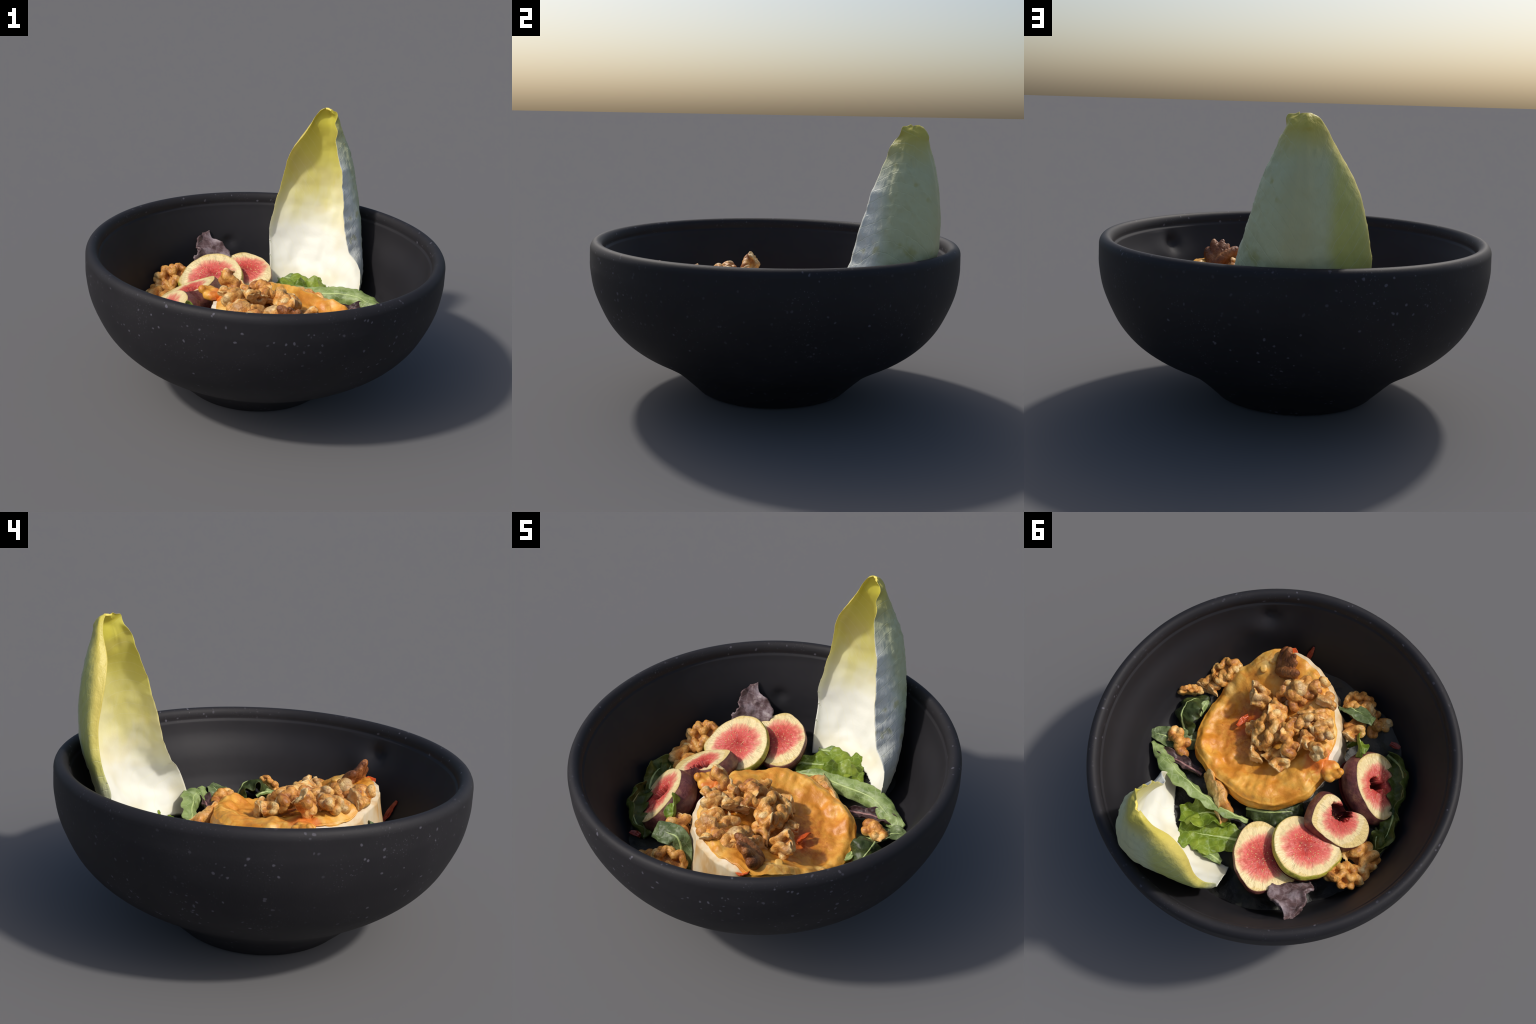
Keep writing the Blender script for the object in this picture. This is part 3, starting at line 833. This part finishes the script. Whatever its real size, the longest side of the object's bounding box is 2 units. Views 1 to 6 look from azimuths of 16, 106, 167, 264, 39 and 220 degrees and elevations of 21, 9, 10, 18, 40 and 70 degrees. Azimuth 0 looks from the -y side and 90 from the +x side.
PURPLE = mat_leaf("purple_leaf", [(0.3, (0.030, 0.014, 0.016)), (0.5, (0.060, 0.032, 0.035)), (0.7, (0.15, 0.08, 0.08))], (0.2, 0.12, 0.1))
RADIC = mat_leaf("radicchio_leaf", [(0.3, (0.075, 0.042, 0.042)), (0.48, (0.15, 0.092, 0.095)), (0.66, (0.36, 0.29, 0.31))], (0.45, 0.38, 0.4), 0.25)
RIB = Nodes("leaf_midrib").finish((0.42, 0.52, 0.20), 0.45)
RIBP = Nodes("purple_midrib").finish((0.30, 0.15, 0.14), 0.45)

def leaf(spine, width, up, mats, label, curl=0.15, ruffle=0.012, freq=9, thick=0.009, seed=0, name="salad_leaf", cat="salad leaf", rib=RIB, twist=None, tooth=0.0):
    nu, nv = 64, 33
    t = np.linspace(0, 1, nu)
    S = catmull(np.array(spine), t)
    W = catmull(np.array(width), t)[:, 0]
    U = np.array(up, float)
    U = catmull(U, t) if U.ndim == 2 else np.repeat(U[None], nu, 0)
    tan = np.gradient(S, axis=0)
    tan /= np.linalg.norm(tan, axis=1, keepdims=True)
    side = np.cross(tan, U)
    side /= np.linalg.norm(side, axis=1, keepdims=True)
    nr = np.cross(side, tan)
    v = np.linspace(-1, 1, nv)
    arc = np.concatenate([[0], np.cumsum(np.linalg.norm(np.diff(S, axis=0), axis=1))])
    T = np.zeros((nu, nv, 3))
    for j, vv in enumerate(v):
        w = W * (1 + tooth * vnoise(np.stack([arc * 40, arc * 0 + (vv > 0) * 7, arc * 0], -1), 1, seed + 2) * abs(vv) ** 3)
        hgt = curl * W * vv * vv + ruffle * abs(vv) ** 1.5 * np.sin(arc * freq * 6.28 + (2.1 if vv > 0 else 0) + seed)
        P = S + side * (w * vv * math.cos(min(1.2, abs(curl) * abs(vv))))[:, None] + nr * hgt[:, None]
        T[:, j] = P
    N = grid_normals(T)
    T = T + N * (0.010 * fbm(T, 11, seed + 3) + 0.004 * fbm(T, 34, seed + 5))[..., None]
    if np.sum(grid_normals(T) * U[:, None]) < 0:
        T = T[:, ::-1].copy()
        N = grid_normals(T)
    edge = 1 - np.abs(v)[None, :]
    th = thick * (0.4 + 0.6 * smooth(0, 0.3, edge)) * np.ones((nu, 1))
    V, F, ids = sheet(T, th)
    o = S.mean(0)
    root = tag(add(name, V - o, F, mats, [i if i < len(mats) else 0 for i in ids], origin=tuple(o)), label, cat)
    # raised midrib on both faces
    mid = T[:, nv // 2] - N[:, nv // 2] * thick * 0.5
    rr = (0.010 * (1 - 0.75 * t))[:, None]
    a = np.linspace(0, 2 * math.pi, 8, endpoint=False)
    rows = [mid[i] + rr[i] * (np.cos(a)[:, None] * N[i, nv // 2] * 1.1 + np.sin(a)[:, None] * side[i]) for i in range(nu - 4)]
    V2 = np.concatenate(rows) - o
    F2 = grid_faces(len(rows), 8, True) + [tuple(range(8)), tuple(range(len(V2) - 8, len(V2)))]
    add("midrib", V2, F2, [rib], parent=root)
    return root

UP = (0, 0, 1)
# bright green leaf lying in the mouth of the endive
leaf([(-0.09, 0.40, 0.395), (0.02, 0.455, 0.40), (0.12, 0.51, 0.405), (0.25, 0.575, 0.40)], [0.05, 0.10, 0.12, 0.06], (0.1, -0.1, 1), [GREEN, PALE], "bright green lettuce leaf with pale midrib", curl=0.08, ruffle=0.012, seed=1, tooth=0.25)
leaf([(0.06, 0.34, 0.375), (0.15, 0.38, 0.405), (0.22, 0.43, 0.405), (0.30, 0.50, 0.39)], [0.06, 0.09, 0.10, 0.05], (0.3, -0.3, 1), [GREEN, PALE], "curled bright green lettuce leaf", curl=0.3, ruffle=0.02, seed=2, tooth=0.2)
leaf([(-0.06, 0.57, 0.40), (0.02, 0.58, 0.415), (0.10, 0.60, 0.405)], [0.015, 0.03, 0.01], (0, -0.3, 1), [PALE, GREEN], "small pale green leaf tip", seed=3)
# folded leaf: a ridge from the cheese to the wall, its face turned to the front
leaf([(-0.03, 0.29, 0.41), (0.09, 0.33, 0.435), (0.26, 0.335, 0.445), (0.46, 0.325, 0.465), (0.60, 0.275, 0.445), (0.70, 0.255, 0.43)], [0.02, 0.04, 0.055, 0.065, 0.06, 0.02], (0.45, -0.75, 0.75), [PALE, PURPLE], "folded green leaf with dark purple underside", curl=-0.45, ruffle=0.010, seed=4)
leaf([(0.36, 0.235, 0.385), (0.46, 0.25, 0.41), (0.58, 0.27, 0.42), (0.69, 0.285, 0.425)], [0.02, 0.035, 0.04, 0.012], (0.2, -0.2, 1), [PURPLE, PURPLE], "dark purple oak leaf lettuce leaf", curl=0.5, seed=5, rib=RIBP)
leaf([(0.50, 0.06, 0.36), (0.60, 0.15, 0.40), (0.70, 0.20, 0.43), (0.745, 0.225, 0.44)], [0.05, 0.06, 0.05, 0.02], (-0.2, 0.0, 1), [GREY, DARK], "grey green leaf under walnut", seed=6)
# dark arching leaf beside the cheese
leaf([(0.60, 0.10, 0.38), (0.655, 0.05, 0.46), (0.675, -0.03, 0.49), (0.66, -0.10, 0.45), (0.60, -0.14, 0.40)], [0.05, 0.09, 0.10, 0.08, 0.03], (0.5, 0.1, 1), [DARK, DARK], "dark green leaf arching over the dark fill", curl=-0.4, ruffle=0.02, seed=7)
leaf([(0.59, -0.03, 0.43), (0.60, -0.09, 0.455), (0.60, -0.13, 0.45)], [0.012, 0.02, 0.008], (-0.5, 0, 1), [PALE, GREEN], "small yellow green leaf sliver", ruffle=0, seed=8)
leaf([(0.02, 0.24, 0.40), (-0.08, 0.20, 0.425), (-0.17, 0.13, 0.42), (-0.24, 0.05, 0.39)], [0.04, 0.08, 0.09, 0.04], (-0.1, 0.3, 1), [DARK, DARK], "dark olive leaf below the cheese", curl=-0.2, seed=9)
# leaves at the pale side of the cheese
leaf([(-0.20, -0.42, 0.38), (-0.24, -0.46, 0.46), (-0.285, -0.43, 0.53), (-0.315, -0.38, 0.55), (-0.32, -0.345, 0.53)], [0.02, 0.035, 0.045, 0.04, 0.01], (-0.5, -0.8, 0.4), [GREEN, GREEN], "bright green curled leaf tip", curl=0.5, ruffle=0.008, seed=10)
leaf([(-0.06, -0.63, 0.33), (-0.085, -0.585, 0.46), (-0.12, -0.565, 0.535), (-0.19, -0.575, 0.545), (-0.265, -0.58, 0.53)], [0.05, 0.055, 0.055, 0.06, 0.045], (0.2, -0.5, 1), [GREY, DARK], "grey green folded leaf strip", curl=-0.15, ruffle=0.006, seed=11)
# curly leaves at the far wall
leaf([(-0.42, -0.53, 0.34), (-0.53, -0.49, 0.40), (-0.60, -0.42, 0.41), (-0.645, -0.33, 0.40), (-0.665, -0.24, 0.36)], [0.03, 0.06, 0.07, 0.065, 0.03], (0.6, 0.5, 0.7), [OLIVE, OLIVE], "dark green rolled lettuce leaf", curl=0.8, ruffle=0.02, seed=12)
leaf([(-0.65, -0.26, 0.34), (-0.685, -0.18, 0.39), (-0.70, -0.10, 0.40), (-0.70, -0.02, 0.36)], [0.03, 0.06, 0.065, 0.04], (0.6, 0.1, 1), [OLIVE, OLIVE], "dark green ruffled lettuce leaf", curl=0.5, ruffle=0.03, seed=13)
leaf([(-0.62, -0.14, 0.31), (-0.655, -0.09, 0.37), (-0.68, -0.03, 0.385), (-0.72, 0.02, 0.36)], [0.03, 0.05, 0.06, 0.02], (0.5, 0.4, 1), [OLIVE, OLIVE], "dark green crumpled lettuce leaf", curl=-0.4, ruffle=0.03, seed=14)
# radicchio tip by the wall
leaf([(-0.46, 0.44, 0.48), (-0.49, 0.50, 0.54), (-0.535, 0.56, 0.59), (-0.575, 0.62, 0.635)], [0.115, 0.10, 0.065, 0.022], (0.55, -0.7, 1), [RADIC, RADIC], "ragged purple radicchio leaf tip", curl=0.1, ruffle=0.012, seed=15, name="radicchio_leaf", cat="radicchio leaf", thick=0.03, rib=RIBP, tooth=0.28)
# scraps of red pepper
PEPPER = Nodes("red_pepper").finish((0.58, 0.085, 0.012), 0.35)
PEPPERD = Nodes("dark_red_pepper").finish((0.20, 0.022, 0.010), 0.4)
leaf([(0.30, -0.58, 0.575), (0.335, -0.605, 0.605), (0.355, -0.625, 0.635)], [0.035, 0.035, 0.022], (-0.6, 0.6, 0.4), [PEPPER, PEPPER], "small red pepper flake", curl=0.1, ruffle=0.004, seed=16, name="pepper_flake", cat="pepper flake", rib=PEPPER)
leaf([(0.31, -0.70, 0.40), (0.305, -0.73, 0.46), (0.295, -0.755, 0.52)], [0.012, 0.016, 0.005], (-0.6, 0.8, 0.4), [PEPPERD, PEPPERD], "thin dark red pepper sliver", ruffle=0, seed=17, name="pepper_flake", cat="pepper flake", rib=PEPPERD)
leaf([(-0.40, -0.575, 0.40), (-0.43, -0.58, 0.405), (-0.46, -0.585, 0.40)], [0.014, 0.018, 0.012], UP, [PEPPERD, PEPPERD], "dark red pepper scrap", ruffle=0, seed=18, name="pepper_flake", cat="pepper flake", rib=PEPPERD)
leaf([(0.345, -0.19, 0.478), (0.352, -0.15, 0.485), (0.36, -0.10, 0.478)], [0.010, 0.018, 0.008], (-0.5, 0.2, 1), [PEPPER, PEPPER], "orange red pepper strip", ruffle=0.004, seed=19, name="pepper_flake", cat="pepper flake", rib=PEPPER)
leaf([(0.15, 0.475, 0.425), (0.185, 0.488, 0.43), (0.215, 0.50, 0.425)], [0.008, 0.014, 0.006], (0, -0.3, 1), [PURPLE, PURPLE], "reddish brown leaf scrap", ruffle=0, seed=20, rib=RIBP)

# ------------------------------------------------------------------ near-black fill under everything, coloured to match the dark gaps
def build_gap_fill():
    n = Nodes("near_black_fill")
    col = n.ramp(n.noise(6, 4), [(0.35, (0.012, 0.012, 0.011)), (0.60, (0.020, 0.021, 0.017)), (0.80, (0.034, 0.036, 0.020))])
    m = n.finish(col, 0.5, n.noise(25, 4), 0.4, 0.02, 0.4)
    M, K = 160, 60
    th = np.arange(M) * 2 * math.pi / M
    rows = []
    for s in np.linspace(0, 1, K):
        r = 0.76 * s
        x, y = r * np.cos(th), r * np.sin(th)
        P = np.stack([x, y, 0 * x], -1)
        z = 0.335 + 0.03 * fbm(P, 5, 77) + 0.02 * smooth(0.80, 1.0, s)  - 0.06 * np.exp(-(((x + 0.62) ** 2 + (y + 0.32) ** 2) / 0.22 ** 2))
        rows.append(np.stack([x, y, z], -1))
    ob = add("gap_fill", np.concatenate(rows), grid_faces(K, M, True), [m])
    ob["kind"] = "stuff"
    tag(ob, "near-black lumpy fill in the gaps below the food", "salad")

build_gap_fill()
